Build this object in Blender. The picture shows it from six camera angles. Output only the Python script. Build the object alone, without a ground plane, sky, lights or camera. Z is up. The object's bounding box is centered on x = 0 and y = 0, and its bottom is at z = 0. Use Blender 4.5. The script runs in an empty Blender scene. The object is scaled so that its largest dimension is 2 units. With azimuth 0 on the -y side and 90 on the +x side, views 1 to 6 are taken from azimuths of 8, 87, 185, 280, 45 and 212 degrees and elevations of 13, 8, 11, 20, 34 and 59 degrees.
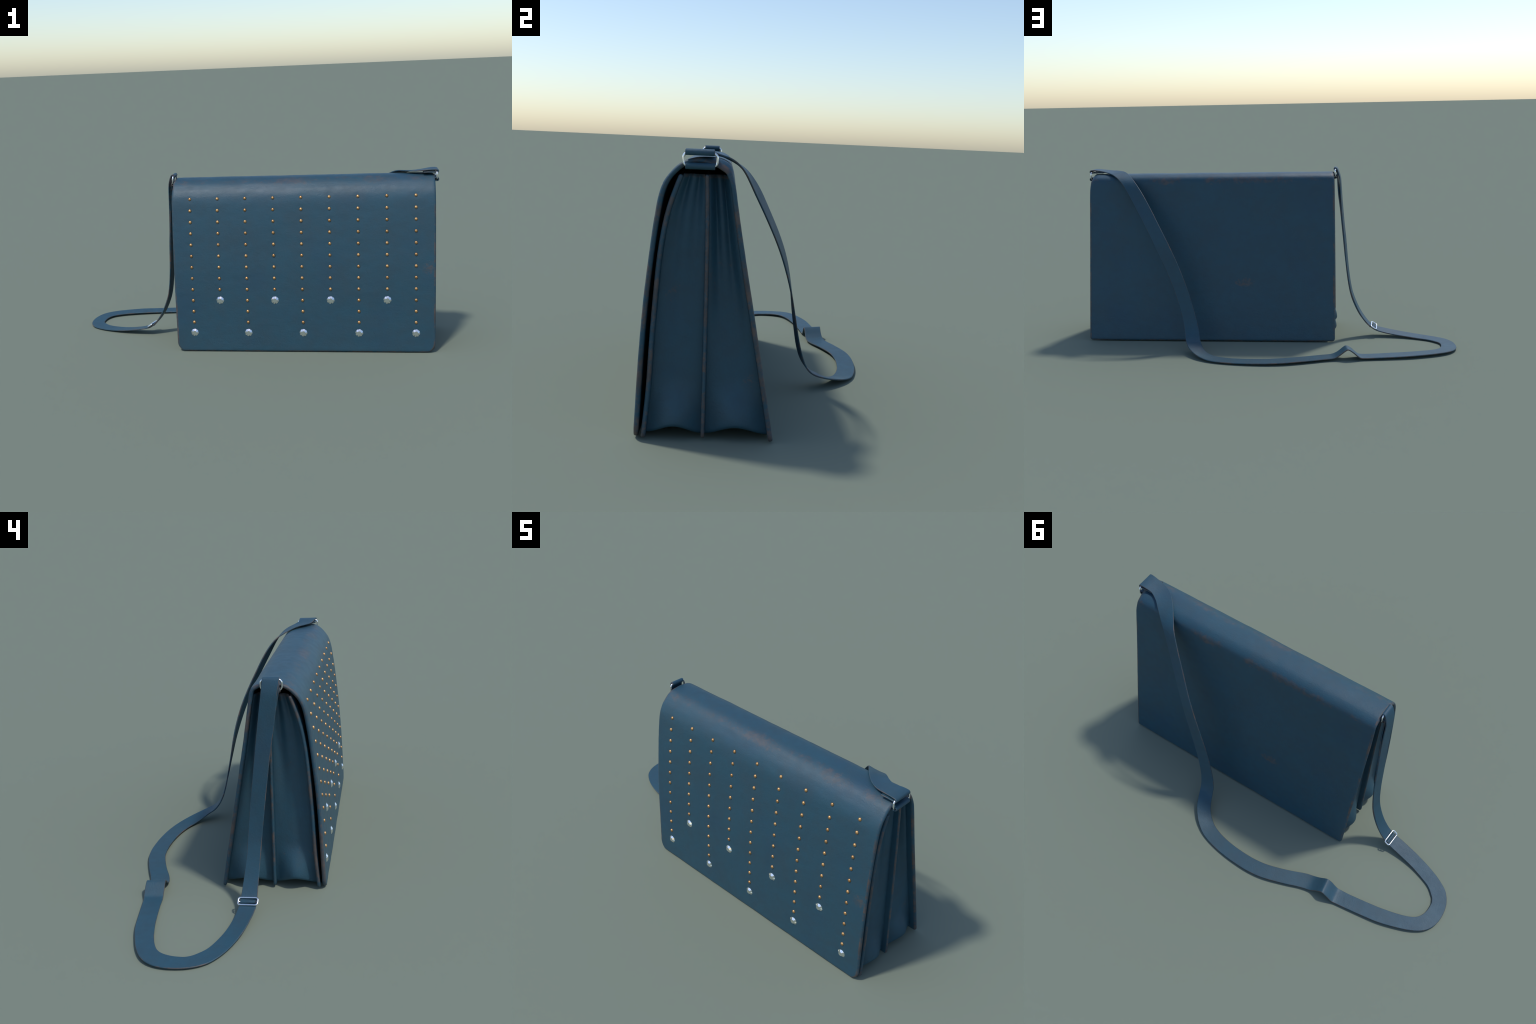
# Blue leather satchel with a studded flap and a long shoulder strap lying on the ground.
import bpy, bmesh, math
from mathutils import Vector, noise

# ------------------------------------------------------------------ helpers
def link(obj, parent=None):
    bpy.context.scene.collection.objects.link(obj)
    if parent is not None:
        obj.parent = parent
    return obj

def catmull(pts, sub):
    """Centripetal-free Catmull-Rom through tuples of any dimension."""
    n, out = len(pts), []
    for i in range(n - 1):
        p1, p2 = pts[i], pts[i + 1]
        p0 = pts[i - 1] if i > 0 else tuple(2 * a - b for a, b in zip(p1, p2))
        p3 = pts[i + 2] if i + 2 < n else tuple(2 * b - a for a, b in zip(p1, p2))
        for k in range(sub):
            t = k / sub
            out.append(tuple(0.5 * (2 * b + (c - a) * t + (2 * a - 5 * b + 4 * c - d) * t * t
                                    + (3 * b - a - 3 * c + d) * t ** 3)
                             for a, b, c, d in zip(p0, p1, p2, p3)))
    out.append(tuple(pts[-1]))
    return out

def cumlen(pts):
    s = [0.0]
    for a, b in zip(pts, pts[1:]):
        s.append(s[-1] + math.dist(a, b))
    return s

def at(pts, s, d):
    """Point of polyline at arc length d."""
    d = min(max(d, 0.0), s[-1])
    lo, hi = 0, len(s) - 1
    while hi - lo > 1:
        m = (lo + hi) // 2
        if s[m] <= d: lo = m
        else: hi = m
    t = (d - s[lo]) / max(s[hi] - s[lo], 1e-9)
    return tuple(a + (b - a) * t for a, b in zip(pts[lo], pts[hi]))

def interp_y(profile, z):
    """y of a (y, z) profile at height z."""
    p = sorted(profile, key=lambda q: q[1])
    if z <= p[0][1]: return p[0][0]
    for a, b in zip(p, p[1:]):
        if a[1] <= z <= b[1]:
            return a[0] + (b[0] - a[0]) * (z - a[1]) / max(b[1] - a[1], 1e-9)
    return p[-1][0]

def smooth(x, a, b):
    t = min(max((x - a) / (b - a), 0.0), 1.0)
    return t * t * (3 - 2 * t)

# ------------------------------------------------------------------ materials
class Nodes:
    def __init__(self, name):
        self.mat = bpy.data.materials.new(name)
        self.mat.use_nodes = True
        self.nt = self.mat.node_tree
        self.bsdf = self.nt.nodes["Principled BSDF"]
    def new(self, kind, **kw):
        n = self.nt.nodes.new(kind)
        for k, v in kw.items():
            if hasattr(n, k): setattr(n, k, v)
            else: n.inputs[k].default_value = v
        return n
    def lk(self, a, b): self.nt.links.new(a, b)
    def math(self, op, a, b=None, c=None, clamp=False):
        n = self.nt.nodes.new("ShaderNodeMath"); n.operation = op; n.use_clamp = clamp
        for i, v in enumerate((a, b, c)):
            if v is None: continue
            if isinstance(v, (int, float)): n.inputs[i].default_value = v
            else: self.lk(v, n.inputs[i])
        return n.outputs[0]
    def ramp(self, fac, lo, hi):
        n = self.nt.nodes.new("ShaderNodeMapRange"); n.interpolation_type = 'SMOOTHSTEP'
        self.lk(fac, n.inputs[0]); n.inputs[1].default_value = lo; n.inputs[2].default_value = hi
        return n.outputs[0]
    def noise(self, vec, scale, detail=4.0, rough=0.55, distort=0.0):
        n = self.nt.nodes.new("ShaderNodeTexNoise")
        self.lk(vec, n.inputs["Vector"])
        n.inputs["Scale"].default_value = scale; n.inputs["Detail"].default_value = detail
        n.inputs["Roughness"].default_value = rough; n.inputs["Distortion"].default_value = distort
        return n.outputs["Fac"]
    def mix(self, fac, a, b):
        n = self.nt.nodes.new("ShaderNodeMix"); n.data_type = 'RGBA'
        if isinstance(fac, (int, float)): n.inputs[0].default_value = fac
        else: self.lk(fac, n.inputs[0])
        for v, s in ((a, n.inputs[6]), (b, n.inputs[7])):
            if isinstance(v, tuple): s.default_value = (*v, 1)
            else: self.lk(v, s)
        return n.outputs[2]

BLUE_A = (0.0200, 0.073, 0.109)
BLUE_B = (0.0255, 0.065, 0.092)
BLUE_C = (0.0165, 0.058, 0.106)
BROWN_A = (0.130, 0.082, 0.060)
BROWN_B = (0.070, 0.058, 0.055)

def leather(name, wear="none", roughness=0.50):
    """Dyed leather.  wear: 'edge' = rubbed-through rims, 'sheet' = scuffs along the folds of the
    big sheet, 'gusset' = a few rubs near the mouth and hem, 'strap' = rare spots."""
    m = Nodes(name)
    co = m.new("ShaderNodeTexCoord").outputs["Object"]
    sep = m.new("ShaderNodeSeparateXYZ"); m.lk(co, sep.inputs[0])
    X, Y, Z = sep.outputs
    big = m.noise(co, 7.0, 3, 0.5)
    mid = m.noise(co, 28.0, 4, 0.6)
    grain = m.noise(co, 170.0, 3, 0.6)
    col = m.mix(m.ramp(m.math('ADD', m.math('MULTIPLY', big, 0.6), m.math('MULTIPLY', mid, 0.4)), 0.32, 0.72), BLUE_A, BLUE_B)
    col = m.mix(m.math('MULTIPLY', m.ramp(m.noise(co, 4.0, 2, 0.5), 0.50, 0.78), 0.4), col, BLUE_C)
    col = m.mix(m.math('MULTIPLY', m.ramp(grain, 0.35, 0.75), 0.30), col, tuple(c * 0.72 for c in BLUE_A))
    patch = m.noise(co, 46.0, 8, 0.74, 0.5)
    coarse = m.noise(co, 9.0, 3, 0.5)
    def blob(cx, cy, cz, rx, ry, rz):
        d = None
        for ax, c, r in ((X, cx, rx), (Y, cy, ry), (Z, cz, rz)):
            q = m.math('POWER', m.math('ABSOLUTE', m.math('DIVIDE', m.math('SUBTRACT', ax, c), r)), 2.0)
            d = q if d is None else m.math('ADD', d, q)
        return m.math('SUBTRACT', 1.0, d, clamp=True)
    fac = None
    if wear == "edge":
        fac = m.ramp(m.math('ADD', m.math('MULTIPLY', patch, 0.55), m.math('MULTIPLY', coarse, 0.45)), 0.43, 0.57)
        fac = m.math('MULTIPLY', fac, 0.78)
    elif wear == "sheet":
        band_front = blob(0.305, -0.290, 0.885, 1.4, 0.050, 0.050)      # fold where flap turns down
        band_back = blob(0.305, -0.142, 0.862, 1.4, 0.022, 0.034)       # fold above the back
        spot_back = blob(0.120, -0.055, 0.316, 0.075, 0.040, 0.034)
        spot_side = blob(0.945, -0.405, 0.440, 0.050, 0.060, 0.045)
        def scuff(mask, lo, hi, k):
            v = m.math('ADD', m.math('MULTIPLY', patch, 0.6), m.math('MULTIPLY', coarse, 0.4))
            v = m.math('ADD', v, m.math('MULTIPLY', mask, 0.20))
            return m.math('MULTIPLY', m.math('MULTIPLY', m.ramp(v, lo, hi), m.ramp(mask, 0.0, 0.5)), k)
        broken = m.ramp(m.noise(co, 6.0, 2, 0.5), 0.36, 0.54)
        band_back = m.math('MULTIPLY', band_back, broken)
        fac = scuff(band_front, 0.62, 0.80, 0.42)
        for mk, lo, hi, k in ((band_back, 0.61, 0.79, 0.58), (spot_back, 0.56, 0.72, 0.68), (spot_side, 0.58, 0.76, 0.55)):
            fac = m.math('MAXIMUM', fac, scuff(mk, lo, hi, k))
    elif wear == "gusset":
        near_top = m.ramp(Z, 0.800, 0.845)
        v = m.math('ADD', m.math('MULTIPLY', patch, 0.5), m.math('MULTIPLY', coarse, 0.5))
        fac = m.math('MULTIPLY', m.ramp(m.math('ADD', v, m.math('MULTIPLY', near_top, 0.08)), 0.60, 0.68), 0.55)
    elif wear == "strap":
        v = m.math('ADD', m.math('MULTIPLY', patch, 0.35), m.math('MULTIPLY', coarse, 0.65))
        fac = m.math('MULTIPLY', m.ramp(v, 0.655, 0.72), 0.50)
    if fac is not None:
        brown = m.mix(m.ramp(mid, 0.35, 0.65), BROWN_A, BROWN_B)
        col = m.mix(fac, col, brown)
    m.lk(col, m.bsdf.inputs["Base Color"])
    r = m.math('ADD', roughness - 0.06, m.math('MULTIPLY', mid, 0.14))
    m.lk(r, m.bsdf.inputs["Roughness"])
    m.bsdf.inputs["Specular IOR Level"].default_value = 0.45
    bump = m.new("ShaderNodeBump"); bump.inputs["Strength"].default_value = 0.30
    bump.inputs["Distance"].default_value = 0.004
    stretch = m.new("ShaderNodeMapping"); stretch.inputs["Scale"].default_value = (0.5, 1.0, 1.0)
    m.lk(co, stretch.inputs[0])
    h = m.math('ADD', m.math('MULTIPLY', m.noise(stretch.outputs[0], 75.0, 4, 0.6, 0.8), 0.55), m.math('MULTIPLY', grain, 0.35))
    m.lk(h, bump.inputs["Height"]); m.lk(bump.outputs[0], m.bsdf.inputs["Normal"])
    return m.mat

def metal(name, colour, rough, vary=0.0):
    m = Nodes(name)
    m.bsdf.inputs["Metallic"].default_value = 1.0
    m.bsdf.inputs["Roughness"].default_value = rough
    if vary:
        rnd = m.new("ShaderNodeObjectInfo").outputs["Random"]
        col = m.mix(m.ramp(rnd, 0.2, 0.9), colour, tuple(c * (1 - vary) for c in colour))
        m.lk(col, m.bsdf.inputs["Base Color"])
    else:
        co = m.new("ShaderNodeTexCoord").outputs["Object"]
        m.lk(m.mix(m.noise(co, 60.0), colour, tuple(c * 0.93 for c in colour)), m.bsdf.inputs["Base Color"])
    return m.mat

SHEET = leather("blue_leather_scuffed_folds", "sheet")
LEATHER = leather("blue_leather_panel", "none")
GUSSET = leather("blue_leather_gusset", "gusset", 0.55)
STRAP = leather("blue_leather_strap", "strap", 0.54)
EDGE = leather("blue_leather_worn_edge", "edge", 0.58)
STEEL = metal("polished_nickel", (0.94, 0.94, 0.95), 0.22)
COPPER = metal("copper_stud_metal", (0.70, 0.385, 0.168), 0.44, 0.28)
MIRROR = metal("mirror_cut_crystal", (0.97, 0.97, 0.98), 0.01)

# ------------------------------------------------------------------ root
root = bpy.data.objects.new("shoulder_bag", None)
root["label"] = "blue leather satchel with copper studs, crystals and long strap"
root["category"] = "shoulder bag"
link(root)

CX = 0.3075                      # middle of the bag along x

# ------------------------------------------------------------------ stiff leather sheets
def sheet_mesh(profile, half, thick, r_start, r_end, nx, ns, cx=CX, displace=None, shift=None, edge_cols=3):
    """Leather sheet: (y,z) profile of its mid-surface swept along x, with rounded rims and
    rounded corners of radius r_start / r_end.  Returns verts, faces, rim flags, row-of-face."""
    prof = catmull(profile, 14)
    s = cumlen(prof); L = s[-1]
    rim = thick * 0.62
    lay = [0.0, 0.08 * rim, 0.3 * rim, 0.65 * rim, rim]
    rows = lay + [rim + (L - 2 * rim) * i / ns for i in range(1, ns)] + [L - d for d in reversed(lay)]
    def corner_cut(d, R):
        return 0.0 if d >= R else R - math.sqrt(max(R * R - (R - d) ** 2, 0.0))
    verts, grid_o, grid_i, rowpos = [], [], [], []
    for ri, d in enumerate(rows):
        w = half(d / L) - max(corner_cut(d, r_start), corner_cut(L - d, r_end))
        y, z = at(prof, s, d)
        a, b = at(prof, s, d - 0.004), at(prof, s, d + 0.004)
        ty, tz = b[0] - a[0], b[1] - a[1]
        q = math.hypot(ty, tz); ty /= q; tz /= q
        ny, nz = -tz, ty                              # outward side of the sheet
        xs = [-w + e for e in lay] + [-w + rim + 2 * (w - rim) * i / nx for i in range(1, nx)] + [w - e for e in reversed(lay)]
        ro, ri_ = [], []
        for x in xs:
            e = min(d, L - d, w - abs(x))
            h = thick / 2 * math.sqrt(max(1 - (1 - min(e / rim, 1.0)) ** 2, 0.0))
            dy, dz = (0.0, 0.0) if shift is None else shift(cx + x, y, z)
            lift = 0.0 if displace is None else displace(cx + x, y, z)
            o = Vector((cx + x, y + dy + ny * (h + lift * (h * 2 / thick)), z + dz + nz * (h + lift * (h * 2 / thick))))
            verts.append(o); ro.append(len(verts) - 1)
            if e < 1e-6:
                ri_.append(len(verts) - 1)
            else:
                verts.append(Vector((cx + x, y + dy - ny * h, z + dz - nz * h))); ri_.append(len(verts) - 1)
        grid_o.append(ro); grid_i.append(ri_)
    faces, rimflag, rowof = [], [], []
    nr, nc = len(rows), len(grid_o[0])
    for r in range(nr - 1):
        for c in range(nc - 1):
            edge = r < 3 or r >= nr - 4 or c < edge_cols or c >= nc - 1 - edge_cols
            fo = (grid_o[r][c], grid_o[r][c + 1], grid_o[r + 1][c + 1], grid_o[r + 1][c])
            fi = (grid_i[r][c], grid_i[r + 1][c], grid_i[r + 1][c + 1], grid_i[r][c + 1])
            for f in (fo, fi):
                g = tuple(dict.fromkeys(f))
                if len(g) >= 3:
                    faces.append(g); rimflag.append(edge); rowof.append(rows[r] / L)
    return verts, faces, rimflag, rowof

def make_mesh(name, verts, faces, mats, midx, normals=None):
    me = bpy.data.meshes.new(name)
    me.from_pydata([tuple(v) for v in verts], [], faces)
    for m in mats: me.materials.append(m)
    me.polygons.foreach_set("material_index", midx)
    me.polygons.foreach_set("use_smooth", [True] * len(faces))
    me.update()
    if normals is not None:
        me.normals_split_custom_set_from_vertices(normals)
    return me

def offset(profile, d):
    """Shift a (y,z) profile sideways (towards +normal = outward)."""
    out = []
    for i, p in enumerate(profile):
        a, b = profile[max(i - 1, 0)], profile[min(i + 1, len(profile) - 1)]
        ty, tz = b[0] - a[0], b[1] - a[1]; q = math.hypot(ty, tz)
        out.append((p[0] - tz / q * d, p[1] + ty / q * d))
    return out

# outer outline of flap, top and back seen from the side: flap hem -> fold -> back hem
OUTER = [(-0.4245, 0.0000), (-0.4215, 0.0600), (-0.4180, 0.1500), (-0.4140, 0.2500), (-0.4090, 0.3500),
         (-0.4015, 0.4600), (-0.3925, 0.5500), (-0.3835, 0.6330), (-0.3735, 0.7090), (-0.3605, 0.7840),
         (-0.3420, 0.8300), (-0.3155, 0.8620), (-0.2960, 0.8775), (-0.2760, 0.8877), (-0.2526, 0.8932),
         (-0.2190, 0.8952), (-0.1850, 0.8927), (-0.1650, 0.8862), (-0.1452, 0.8735), (-0.1362, 0.8520),
         (-0.1289, 0.8136), (-0.0977, 0.6300), (-0.0536, 0.4000), (-0.0083, 0.1640), (0.0213, 0.0030)]
T_SHEET = 0.016
# the outward normal of this path is (-tz, ty) = -y side while climbing
MID = offset(OUTER, -T_SHEET / 2)

STUD_X = [-0.2670 + 0.1435 * i for i in range(9)]
STUD_TOP, STUD_STEP = 0.8018, 0.0585
def stud_heights(col):
    n = 12 if col % 2 == 0 else 9
    return [STUD_TOP - STUD_STEP * k for k in range(n)], STUD_TOP - STUD_STEP * n + (0.0025 if n == 12 else 0.001)

ALL_STUDS = [(STUD_X[c], z, 0.013) for c in range(9) for z in stud_heights(c)[0]] + \
            [(STUD_X[c], stud_heights(c)[1], 0.024) for c in range(9)]

def flap_relief(x, y, z):
    """Soft unevenness of the leather, and a dimple pressed in round every stud."""
    v = 0.0011 * noise.noise(Vector((x * 7, y * 7, z * 7))) + 0.0006 * noise.noise(Vector((x * 22, y * 30, z * 30)))
    if y < -0.30:
        ci = round((x - STUD_X[0]) / 0.1435)
        if 0 <= ci < 9:
            hs, hc = stud_heights(ci)
            for zz, r in [(q, 0.012) for q in hs if abs(q - z) < 0.04] + ([(hc, 0.022)] if abs(hc - z) < 0.06 else []):
                d2 = (x - STUD_X[ci]) ** 2 + (z - zz) ** 2
                v -= 0.0014 * math.exp(-d2 / (r * r))
    # long shallow creases along the turn of the flap
    if z > 0.78 and y < -0.24:
        v += 0.0011 * noise.noise(Vector((x * 5 + 3, z * 60, 0.3))) * smooth(z, 0.78, 0.83)
    return v

def sag(x, y, z):
    """The top of the back fold droops a little at the ring on the right."""
    k = smooth(x, 0.948, 0.985) * smooth(z, 0.80, 0.88) * smooth(y, -0.26, -0.15)
    return (-0.006 * k, -0.018 * k)

half_sheet = lambda t: 0.6712 + 0.0042 * smooth(t, 0.5, 0.62)
V, F, R, S = sheet_mesh(MID, half_sheet, T_SHEET, 0.048, 0.016, 150, 210, displace=flap_relief, shift=sag, edge_cols=4)
whole = make_mesh("whole_sheet", V, F, [SHEET, EDGE], [1 if r else 0 for r in R])
vn = [tuple(v.normal) for v in whole.vertices]
bpy.data.meshes.remove(whole)
SPLIT = 0.545
parts = {}
for pname, test in (("flap", lambda t: t < SPLIT), ("back_panel", lambda t: t >= SPLIT)):
    keep = [i for i in range(len(F)) if test(S[i])]
    remap, vs, ns_ = {}, [], []
    fs = []
    for i in keep:
        g = []
        for v in F[i]:
            if v not in remap:
                remap[v] = len(vs); vs.append(V[v]); ns_.append(vn[v])
            g.append(remap[v])
        fs.append(tuple(g))
    me = make_mesh(pname, vs, fs, [SHEET, EDGE], [1 if R[i] else 0 for i in keep], ns_)
    parts[pname] = link(bpy.data.objects.new(pname, me), root)
flap, back_panel = parts["flap"], parts["back_panel"]

# front panel under the flap, and the divider in the middle (profiles are mid-surfaces)
FRONT_OUT = [(-0.4010, 0.0050), (-0.3960, 0.060), (-0.3870, 0.1734), (-0.3790, 0.353), (-0.3650, 0.564),
             (-0.3509, 0.675), (-0.3358, 0.744), (-0.3172, 0.802), (-0.3016, 0.8435)]
T_FRONT = 0.015
DIV = [(-0.2045, 0.0060), (-0.2060, 0.200), (-0.2085, 0.500), (-0.2120, 0.700), (-0.2174, 0.8440)]
T_DIV = 0.0125
for nm, prof, th, hw in (("front_panel", offset(FRONT_OUT, -T_FRONT / 2), T_FRONT, 0.6705), ("divider", DIV, T_DIV, 0.6680)):
    v, f, r, s_ = sheet_mesh(prof, lambda t, hw=hw: hw, th, 0.016, 0.006, 24, 60)
    link(bpy.data.objects.new(nm, make_mesh(nm, v, f, [LEATHER, EDGE], [1 if q else 0 for q in r])), root)

# ------------------------------------------------------------------ folded gussets (side + bottom + side)
FRONT_IN = offset(FRONT_OUT, -T_FRONT + 0.002)
BACK_IN = [p for p in offset(OUTER, -T_SHEET + 0.002) if p[0] > -0.16 and p[1] < 0.87]
DIV_F = offset(DIV, T_DIV / 2 - 0.002)
DIV_B = offset(DIV, -T_DIV / 2 + 0.002)
GUSSET_TOP = 0.843
XH = 0.6700

def gusset(front, back, seed, ridge, tuck):
    NT, NZ, NB = 40, 70, 60
    ts = [i / NT for i in range(NT + 1)]
    def side_off(t, z, left=False):
        """How far the gusset stands out from the panel rims: seam inset, accordion folds that get
        deeper as the mouth narrows (the leather keeps its length), and a belly at the bottom."""
        w = interp_y(back, z) - interp_y(front, z)
        leg = 0.0490
        depth = ridge * math.sqrt(max(leg ** 2 - (w / 4) ** 2, 1e-5)) * smooth(z, 0.10, 0.80)
        fold = depth * 0.5 * (1 - math.cos(4 * math.pi * t))
        fold += tuck * math.sin(math.pi * t) ** 2 * smooth(z, 0.06, 0.45)
        belly = (0.041 if left else 0.037) * math.sin(math.pi * t) ** 2 * (1 - 0.9 * smooth(z, 0.055, 0.20)) * (1 - smooth(z, 0.2, 0.6))
        wob = 0.0020 * noise.noise(Vector((t * 3 + seed, z * 5, seed)))
        return (-0.033 if left else -0.034) - fold * (0.88 if left else 0.92) + belly + wob
    def hem(t):
        return 0.016 + 0.032 * math.sin(math.pi * t) ** 2
    R = 0.012
    verts, n_path = [], None
    for t in ts:
        zb = hem(t)
        zs = [GUSSET_TOP + (zb + R - GUSSET_TOP) * i / NZ for i in range(NZ + 1)]
        halves = []
        for is_left in (False, True):
            path = [(XH + side_off(t, z, is_left), z) for z in zs]
            xe = path[-1][0]
            for k in range(1, 6):
                a = k / 5 * math.pi / 2
                path.append((xe - R + R * math.cos(a), zb + R - R * math.sin(a)))
            halves.append(path)
        half_path, left_path = halves
        xr, xl = half_path[-1][0], -left_path[-1][0]
        bottom = [(xr + (xl - xr) * i / NB, zb) for i in range(1, NB)]
        left = [(-x, z) for x, z in reversed(left_path)]
        full = half_path + bottom + left
        n_path = len(full)
        for x, z in full:
            y0, y1 = interp_y(front, z), interp_y(back, z)
            verts.append((CX + x, y0 + (y1 - y0) * t, z))
    faces, mid = [], []
    for i in range(NT):
        for j in range(n_path - 1):
            a = i * n_path + j
            faces.append((a, a + n_path, a + n_path + 1, a + 1))
            rim = j < 1 or j >= n_path - 2
            mid.append(1 if rim else 0)
    me = make_mesh("gusset", verts, faces, [GUSSET, EDGE], mid)
    ob = link(bpy.data.objects.new("gusset", me), root)
    mod = ob.modifiers.new("thickness", 'SOLIDIFY'); mod.thickness = 0.004; mod.offset = -1
    mod.material_offset_rim = 1
    return ob

gusset(FRONT_IN, DIV_F, 1.3, 0.28, 0.008)
gusset(DIV_B, BACK_IN, 4.7, 0.44, 0.022)

# ------------------------------------------------------------------ ribbons of strap leather
def ribbon(name, sections, thick, parent, sub=4, mats=None):
    """sections: 6-tuples = the two upper edge points of the strap.  Rounded-rectangle section."""
    sec = catmull(sections, sub)
    n = len(sec)
    ctr = [Vector(((s[0] + s[3]) / 2, (s[1] + s[4]) / 2, (s[2] + s[5]) / 2)) for s in sec]
    b = thick * 0.30
    verts, faces, mid = [], [], []
    for i, s in enumerate(sec):
        A, B = Vector(s[:3]), Vector(s[3:])
        t = (ctr[min(i + 1, n - 1)] - ctr[max(i - 1, 0)]).normalized()
        w = (B - A).normalized()
        nrm = t.cross(w).normalized()
        ring = [(A, b), (A + w * b, 0), (A + (B - A) * 0.33, 0), (A + (B - A) * 0.67, 0), (B - w * b, 0), (B, b),
                (B, thick - b), (B - w * b, thick), (A + (B - A) * 0.5, thick), (A + w * b, thick), (A, thick - b)]
        for p, d in ring: verts.append(p - nrm * d)
    m = 11
    edge_cols = {0, 4, 5, 6, 9, 10}
    for i in range(n - 1):
        for k in range(m):
            a, c = i * m + k, i * m + (k + 1) % m
            faces.append((a, c, c + m, a + m)); mid.append(1 if k in edge_cols else 0)
    faces.append(tuple(reversed(range(m)))); mid.append(1)
    faces.append(tuple(range((n - 1) * m, n * m))); mid.append(1)
    me = make_mesh(name, verts, faces, mats or [STRAP, EDGE], mid)
    bm = bmesh.new(); bm.from_mesh(me)
    bmesh.ops.recalc_face_normals(bm, faces=bm.faces)
    bm.to_mesh(me); bm.free()
    me.set_sharp_from_angle(angle=math.radians(28))
    return link(bpy.data.objects.new(name, me), parent)

T_STRAP = 0.0060

def both(xz, y_out, y_in):
    return [(x, y_out, z, x, y_in, z) for x, z in xz]

# wrap round the right ring: short tail under the strap, round the bar, then along the top
def wrap(cx, cz, r, a0, a1, n):
    return [(cx + r * math.cos(math.radians(a0 + (a1 - a0) * i / n)), cz + r * math.sin(math.radians(a0 + (a1 - a0) * i / n))) for i in range(n + 1)]

RING_R = dict(x=0.9875, y=-0.2385, hw=0.0510, z0=0.8685, z1=0.9080)
RING_L = dict(x=-0.3705, y=-0.2270, hw=0.0415, z0=0.8685, z1=0.9105)

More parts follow.
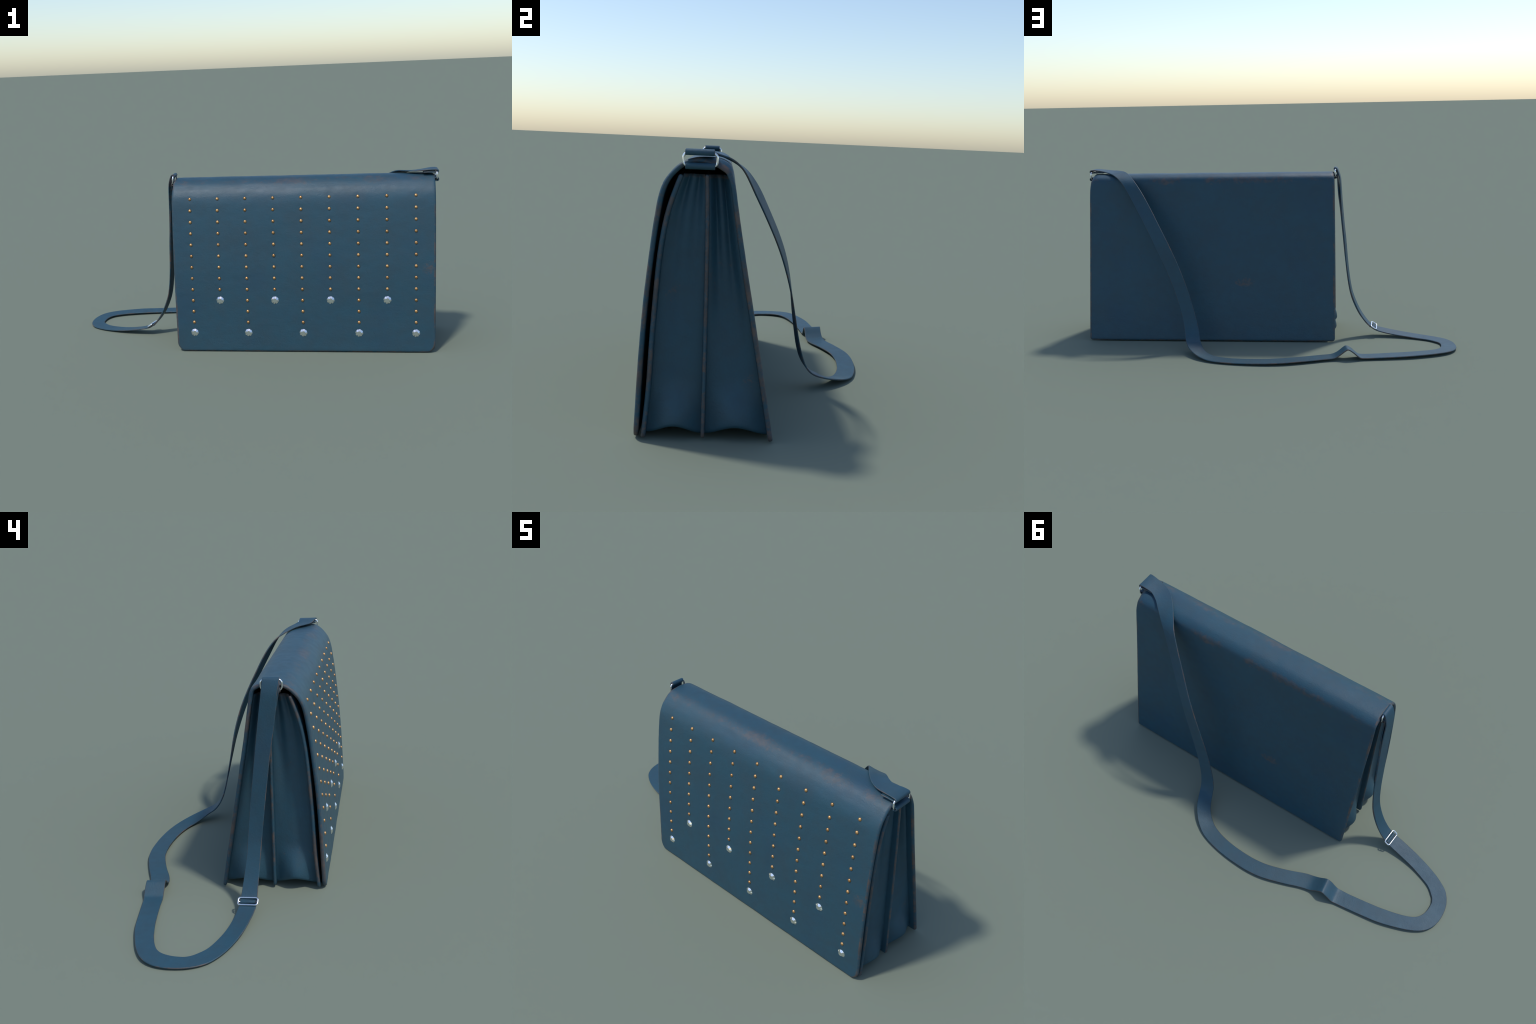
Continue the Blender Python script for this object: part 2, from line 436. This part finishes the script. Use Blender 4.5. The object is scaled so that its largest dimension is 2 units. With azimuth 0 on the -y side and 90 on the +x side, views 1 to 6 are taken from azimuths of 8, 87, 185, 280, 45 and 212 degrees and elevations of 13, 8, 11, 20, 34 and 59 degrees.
roll_r = 0.0092
wr = [(0.922, 0.9000), (0.945, 0.9005), (0.968, 0.9000)] + wrap(RING_R['x'] + 0.0015, RING_R['z1'] + 0.0005, roll_r, -90, 75, 6)
STRAP_SECTIONS = both(wr, -0.1955, -0.2850) + [
    # out edge (x,y,z), in edge (x,y,z): along the top, down behind the bag
    (0.980, -0.196, 0.9190, 0.980, -0.284, 0.9190), (0.958, -0.196, 0.9180, 0.959, -0.281, 0.9185),
    (0.922, -0.195, 0.9115, 0.917, -0.274, 0.9145), (0.898, -0.185, 0.9070, 0.878, -0.264, 0.9115),
    (0.872, -0.168, 0.9010, 0.836, -0.239, 0.9110), (0.845, -0.145, 0.8920, 0.789, -0.193, 0.9060),
    (0.815, -0.121, 0.8740, 0.745, -0.138, 0.8820), (0.780, -0.095, 0.8400, 0.709, -0.093, 0.8520),
    (0.730, -0.058, 0.7680, 0.663, -0.050, 0.7970), (0.676, -0.015, 0.6850, 0.615, -0.012, 0.7250),
    (0.617, 0.030, 0.5900, 0.554, 0.036, 0.6240), (0.570, 0.063, 0.5050, 0.502, 0.070, 0.5330),
    (0.517, 0.094, 0.4050, 0.451, 0.095, 0.4290), (0.473, 0.118, 0.3000, 0.406, 0.112, 0.3150),
    (0.443, 0.137, 0.2130, 0.380, 0.126, 0.2330), (0.424, 0.156, 0.1470, 0.359, 0.141, 0.1630),
    (0.413, 0.180, 0.0930, 0.343, 0.163, 0.1080), (0.404, 0.210, 0.0620, 0.332, 0.194, 0.0660),
    (0.385, 0.256, 0.0430, 0.316, 0.230, 0.0430), (0.354, 0.302, 0.0295, 0.297, 0.259, 0.0250),
    (0.313, 0.345, 0.0180, 0.268, 0.286, 0.0130), (0.255, 0.383, 0.0095, 0.225, 0.313, 0.0080),
    (0.180, 0.407, 0.0080, 0.161, 0.334, 0.0070), (0.098, 0.421, 0.0085, 0.089, 0.347, 0.0080),
    (0.020, 0.427, 0.0095, 0.017, 0.352, 0.0095), (-0.057, 0.427, 0.0110, -0.050, 0.351, 0.0105),
    (-0.143, 0.415, 0.0125, -0.124, 0.340, 0.0120), (-0.253, 0.380, 0.0125, -0.223, 0.308, 0.0110),
    (-0.322, 0.354, 0.0120, -0.306, 0.273, 0.0090), (-0.372, 0.341, 0.0145, -0.355, 0.260, 0.0110),
    # the kink that stands up off the ground
    (-0.402, 0.335, 0.0310, -0.386, 0.256, 0.0240), (-0.426, 0.333, 0.0490, -0.413, 0.254, 0.0455),
    (-0.444, 0.333, 0.0560, -0.430, 0.253, 0.0535), (-0.468, 0.333, 0.0420, -0.453, 0.251, 0.0420),
    (-0.498, 0.332, 0.0170, -0.484, 0.251, 0.0150), (-0.520, 0.328, 0.0110, -0.507, 0.249, 0.0085),
    # round the loop
    (-0.575, 0.321, 0.0110, -0.558, 0.245, 0.0080), (-0.665, 0.309, 0.0120, -0.650, 0.233, 0.0100),
    (-0.745, 0.296, 0.0135, -0.730, 0.220, 0.0110), (-0.822, 0.274, 0.0140, -0.805, 0.202, 0.0115),
    (-0.900, 0.244, 0.0140, -0.862, 0.182, 0.0110), (-0.958, 0.206, 0.0125, -0.900, 0.156, 0.0105),
    (-0.990, 0.154, 0.0095, -0.920, 0.113, 0.0090), (-0.9995, 0.088, 0.0080, -0.923, 0.062, 0.0070),
    (-0.989, 0.021, 0.0075, -0.914, 0.034, 0.0068), (-0.959, -0.034, 0.0068, -0.898, 0.014, 0.0065),
    (-0.912, -0.071, 0.0068, -0.864, -0.016, 0.0065), (-0.849, -0.102, 0.0085, -0.809, -0.041, 0.0070),
    (-0.764, -0.131, 0.0145, -0.738, -0.065, 0.0115), (-0.680, -0.150, 0.0250, -0.664, -0.081, 0.0200),
    (-0.612, -0.161, 0.0370, -0.605, -0.090, 0.0330), (-0.579, -0.1625, 0.0480, -0.577, -0.0925, 0.0460),
    (-0.550, -0.1630, 0.0720, -0.548, -0.0960, 0.0690),
    # up to the left ring
    (-0.530, -0.1630, 0.0960, -0.525, -0.0995, 0.0960), (-0.505, -0.1650, 0.1400, -0.496, -0.1050, 0.1400),
    (-0.476, -0.1700, 0.2050, -0.465, -0.1120, 0.2120), (-0.457, -0.1760, 0.2800, -0.448, -0.1180, 0.2830),
    (-0.443, -0.1880, 0.3870, -0.434, -0.1280, 0.3890), (-0.431, -0.2060, 0.5300, -0.422, -0.1440, 0.5310),
    (-0.422, -0.2170, 0.6150, -0.413, -0.1560, 0.6300), (-0.412, -0.2360, 0.7320, -0.406, -0.1670, 0.7200),
    (-0.408, -0.2450, 0.7940, -0.402, -0.1780, 0.8000), (-0.404, -0.2510, 0.8520, -0.399, -0.1860, 0.8560),
    (-0.396, -0.2560, 0.8840, -0.392, -0.1890, 0.8840), (-0.384, -0.2600, 0.9120, -0.382, -0.1920, 0.9120)]
top_left = wrap(RING_L['x'] - 0.0005, RING_L['z1'] + 0.0005, roll_r, 115, -60, 6)
STRAP_SECTIONS += both(top_left, -0.2605, -0.1935)
# second layer: back from the ring, down along the inside to the slider
STRAP_SECTIONS += [(-0.3780, -0.2605, 0.8900, -0.3780, -0.1930, 0.8900), (-0.3830, -0.2570, 0.8600, -0.3820, -0.1900, 0.8600)]
for z, xi in ((0.779, -0.3870), (0.698, -0.3970), (0.5535, -0.4115), (0.440, -0.4225), (0.345, -0.4345), (0.262, -0.4480),
              (0.205, -0.4650), (0.139, -0.4930), (0.090, -0.5230)):
    yb = {0.779: -0.176, 0.698: -0.164, 0.5535: -0.147, 0.44: -0.133, 0.345: -0.124, 0.262: -0.1165, 0.205: -0.1125, 0.139: -0.1055, 0.09: -0.0995}[z]
    yf = {0.779: -0.243, 0.698: -0.231, 0.5535: -0.209, 0.44: -0.195, 0.345: -0.183, 0.262: -0.175, 0.205: -0.170, 0.139: -0.1650, 0.09: -0.163}[z]
    STRAP_SECTIONS.append((xi - 0.006, yf, z, xi, yb, z))
STRAP_SECTIONS.append((-0.5600, -0.1625, 0.0500, -0.5580, -0.0955, 0.0490))
def settle(p):
    """Small final fit of the strap path: hang a little further off the bag on both sides."""
    x, y, z = p
    if x > 0.3: k = smooth(z, 0.06, 0.2) * smooth(y, -0.2, -0.08); return (x, y + 0.0045 * k, z + 0.001 + 0.001 * k)
    if x < -0.3 and z > 0.06: return (x + 0.0020 * smooth(z, 0.06, 0.2) * (1 - smooth(z, 0.85, 0.9)), y, z)
    return (x, y, z + 0.0010)
STRAP_SECTIONS = [settle(q[:3]) + settle(q[3:]) for q in STRAP_SECTIONS]
strap = ribbon("shoulder_strap", STRAP_SECTIONS, T_STRAP, root, sub=4)

# ------------------------------------------------------------------ wire frames: rings and slider
def wire_loop(pts, r, seg=10, closed=True):
    """Tube along a loop of points."""
    bm = bmesh.new()
    n = len(pts); rings = []
    normal = (pts[1] - pts[0]).cross(pts[n // 3] - pts[0]).normalized()
    for i in range(n):
        if closed: t = (pts[(i + 1) % n] - pts[i - 1]).normalized()
        else: t = (pts[min(i + 1, n - 1)] - pts[max(i - 1, 0)]).normalized()
        side = t.cross(normal).normalized()
        rings.append([bm.verts.new(pts[i] + (side * math.cos(a) + normal * math.sin(a)) * r)
                      for a in [2 * math.pi * k / seg for k in range(seg)]])
    for i in range(n if closed else n - 1):
        A, B = rings[i], rings[(i + 1) % n]
        for k in range(seg):
            f = bm.faces.new((A[k], A[(k + 1) % seg], B[(k + 1) % seg], B[k])); f.smooth = True
    if not closed:
        bm.faces.new(rings[0]); bm.faces.new(list(reversed(rings[-1])))
    bmesh.ops.recalc_face_normals(bm, faces=bm.faces)
    return bm

def rounded_rect(c, u, v, hu, hv, rad, n=7):
    pts = []
    for su, sv, a0 in ((1, 1, 0), (-1, 1, 90), (-1, -1, 180), (1, -1, 270)):
        for k in range(n + 1):
            a = math.radians(a0 + 90 * k / n)
            pts.append(c + u * (su * (hu - rad) + rad * math.cos(a)) + v * (sv * (hv - rad) + rad * math.sin(a)))
    return pts

def frame(name, c, u, v, hu, hv, rad, r, parent, bar=False):
    bm = wire_loop(rounded_rect(c, u, v, hu, hv, rad), r)
    if bar:
        n = u.cross(v)
        if n.z < 0: n = -n
        ends = [c - u * hu, c - u * hu * 0.88 - n * 0.0045, c + u * hu * 0.88 - n * 0.0045, c + u * hu]
        for i in range(1):
            side = v; seg = 10; rings = []
            for p in ends:
                rings.append([bm.verts.new(p + (side * math.cos(2 * math.pi * k / seg) + n * math.sin(2 * math.pi * k / seg)) * r * 0.8) for k in range(seg)])
            for A, B in zip(rings, rings[1:]):
                for k in range(seg):
                    f = bm.faces.new((A[k], A[(k + 1) % seg], B[(k + 1) % seg], B[k])); f.smooth = True
            bmesh.ops.recalc_face_normals(bm, faces=bm.faces)
    me = bpy.data.meshes.new(name); bm.to_mesh(me); bm.free()
    me.materials.append(STEEL)
    return link(bpy.data.objects.new(name, me), parent)

YA, ZA = Vector((0, 1, 0)), Vector((0, 0, 1))
for q in (RING_R, RING_L):
    frame("strap_ring", Vector((q['x'], q['y'], (q['z0'] + q['z1']) / 2)), YA, ZA, q['hw'], (q['z1'] - q['z0']) / 2, 0.014, 0.0040, root)

# slider on the strap
su = Vector((-0.070, -0.990, 0.060)).normalized()
sv = Vector((0.840, -0.03, 0.545)); sv = (sv - su * sv.dot(su)).normalized()
slider = frame("strap_slider", Vector((-0.5795, -0.1275, 0.0535)), su, sv, 0.0402, 0.0162, 0.009, 0.0036, root, bar=True)
# fold of strap leather round the middle bar of the slider
nrm = su.cross(sv).normalized()
if nrm.z < 0: nrm = -nrm
fold_sec = []
for k in range(7):
    a = math.radians(-40 + 260 * k / 6)
    p = Vector((-0.5790, -0.1275, 0.0505)) + sv * (0.0068 * math.cos(a)) + nrm * (0.0060 * math.sin(a) - 0.0015)
    A, B = p - su * 0.032, p + su * 0.032
    fold_sec.append((*A, *B))
ribbon("strap_fold", fold_sec, 0.0025, strap, sub=2)

# leather tabs that hold the rings: doubled under the top of the flap, rolled round the lower bar
def tab(q, sgn, hw):
    cx_, cz = q['x'], q['z0']
    r = 0.0100
    inner = cx_ - sgn * 0.095
    xz = [(inner, cz + 0.0080), (cx_ - sgn * 0.05, cz + 0.0090), (cx_ - sgn * 0.015, cz + r)]
    for k in range(0, 9):
        a = math.radians(90 - 180 * k / 8)
        xz.append((cx_ + sgn * (0.002 + r * math.cos(a)), cz + r * math.sin(a)))
    xz += [(cx_ - sgn * 0.015, cz - r), (cx_ - sgn * 0.05, cz - 0.0065), (inner, cz - 0.0045)]
    y0, y1 = q['y'] - hw, q['y'] + hw
    if sgn < 0: y0, y1 = y1, y0
    ribbon("ring_tab", [(x, y0, z, x, y1, z) for x, z in xz], 0.0050, root, sub=2)
tab(RING_R, 1, 0.0450)
tab(RING_L, -1, 0.0345)

# ------------------------------------------------------------------ studs and crystals on the flap
def dome_mesh(r, h):
    bm = bmesh.new()
    N, M = 20, 7
    rings = []
    for j in range(M):
        a = math.radians(90 * j / M)
        rings.append([bm.verts.new((r * math.cos(a) * math.cos(2 * math.pi * k / N), r * math.cos(a) * math.sin(2 * math.pi * k / N), h * math.sin(a))) for k in range(N)])
    base = [bm.verts.new((v.co.x, v.co.y, -0.004)) for v in rings[0]]
    rings.insert(0, base)
    for A, B in zip(rings, rings[1:]):
        for k in range(N): bm.faces.new((A[k], A[(k + 1) % N], B[(k + 1) % N], B[k])).smooth = True
    tip = bm.verts.new((0, 0, h))
    for k in range(N): bm.faces.new((rings[-1][k], rings[-1][(k + 1) % N], tip)).smooth = True
    me = bpy.data.meshes.new("stud"); bm.to_mesh(me); bm.free(); me.materials.append(COPPER)
    return me

def crystal_mesh(r, h):
    """Rose-cut stone: flat table, eight kite facets, scalloped girdle."""
    bm = bmesh.new()
    N = 8
    P = lambda rr, a, z: bm.verts.new((rr * math.cos(math.radians(a)), rr * math.sin(math.radians(a)), z))
    table = [P(r * 0.54, 45 * k, h) for k in range(N)]
    lobe = [(P(r, 45 * k + 10, h * 0.14), P(r, 45 * k + 35, h * 0.14)) for k in range(N)]
    notch = [P(r * 0.90, 45 * k, h * 0.18) for k in range(N)]
    rim, base = [], []
    for k in range(N): rim += [notch[k], lobe[k][0], lobe[k][1]]
    for v in rim: base.append(bm.verts.new((v.co.x * 0.9, v.co.y * 0.9, -0.005)))
    bm.faces.new(table)
    for k in range(N):
        k1 = (k + 1) % N
        bm.faces.new((table[k], lobe[k][0], lobe[k][1], table[k1]))
        bm.faces.new((table[k1], lobe[k][1], notch[k1]))
        bm.faces.new((table[k1], notch[k1], lobe[k1][0]))
    M = len(rim)
    for k in range(M):
        bm.faces.new((rim[k], base[k], base[(k + 1) % M], rim[(k + 1) % M]))
    bmesh.ops.recalc_face_normals(bm, faces=bm.faces)
    me = bpy.data.meshes.new("crystal"); bm.to_mesh(me); bm.free(); me.materials.append(MIRROR)
    return me

STUD = dome_mesh(0.0083, 0.0066)
CRYSTAL = crystal_mesh(0.0200, 0.0078)
FRONT_FACE = catmull([p for p in OUTER if p[0] < -0.29], 14)

def place(mesh, name, x, z, sink, spin):
    y = interp_y(FRONT_FACE, z)
    y2 = interp_y(FRONT_FACE, z + 0.004); y1 = interp_y(FRONT_FACE, z - 0.004)
    t = Vector((0, y2 - y1, 0.008)).normalized()
    n = Vector((0, -t.z, t.y)).normalized()
    ob = bpy.data.objects.new(name, mesh)
    link(ob, flap)
    ob.location = Vector((x, y, z)) - n * sink
    rot = n.to_track_quat('Z', 'Y')
    ob.rotation_mode = 'QUATERNION'
    from mathutils import Quaternion
    ob.rotation_quaternion = rot @ Quaternion((0, 0, 1), math.radians(spin))

for c in range(9):
    hs, hc = stud_heights(c)
    for k, z in enumerate(hs):
        place(STUD, "stud", STUD_X[c], z, 0.0012, 0)
    place(CRYSTAL, "crystal", STUD_X[c], hc, 0.0014, 11)
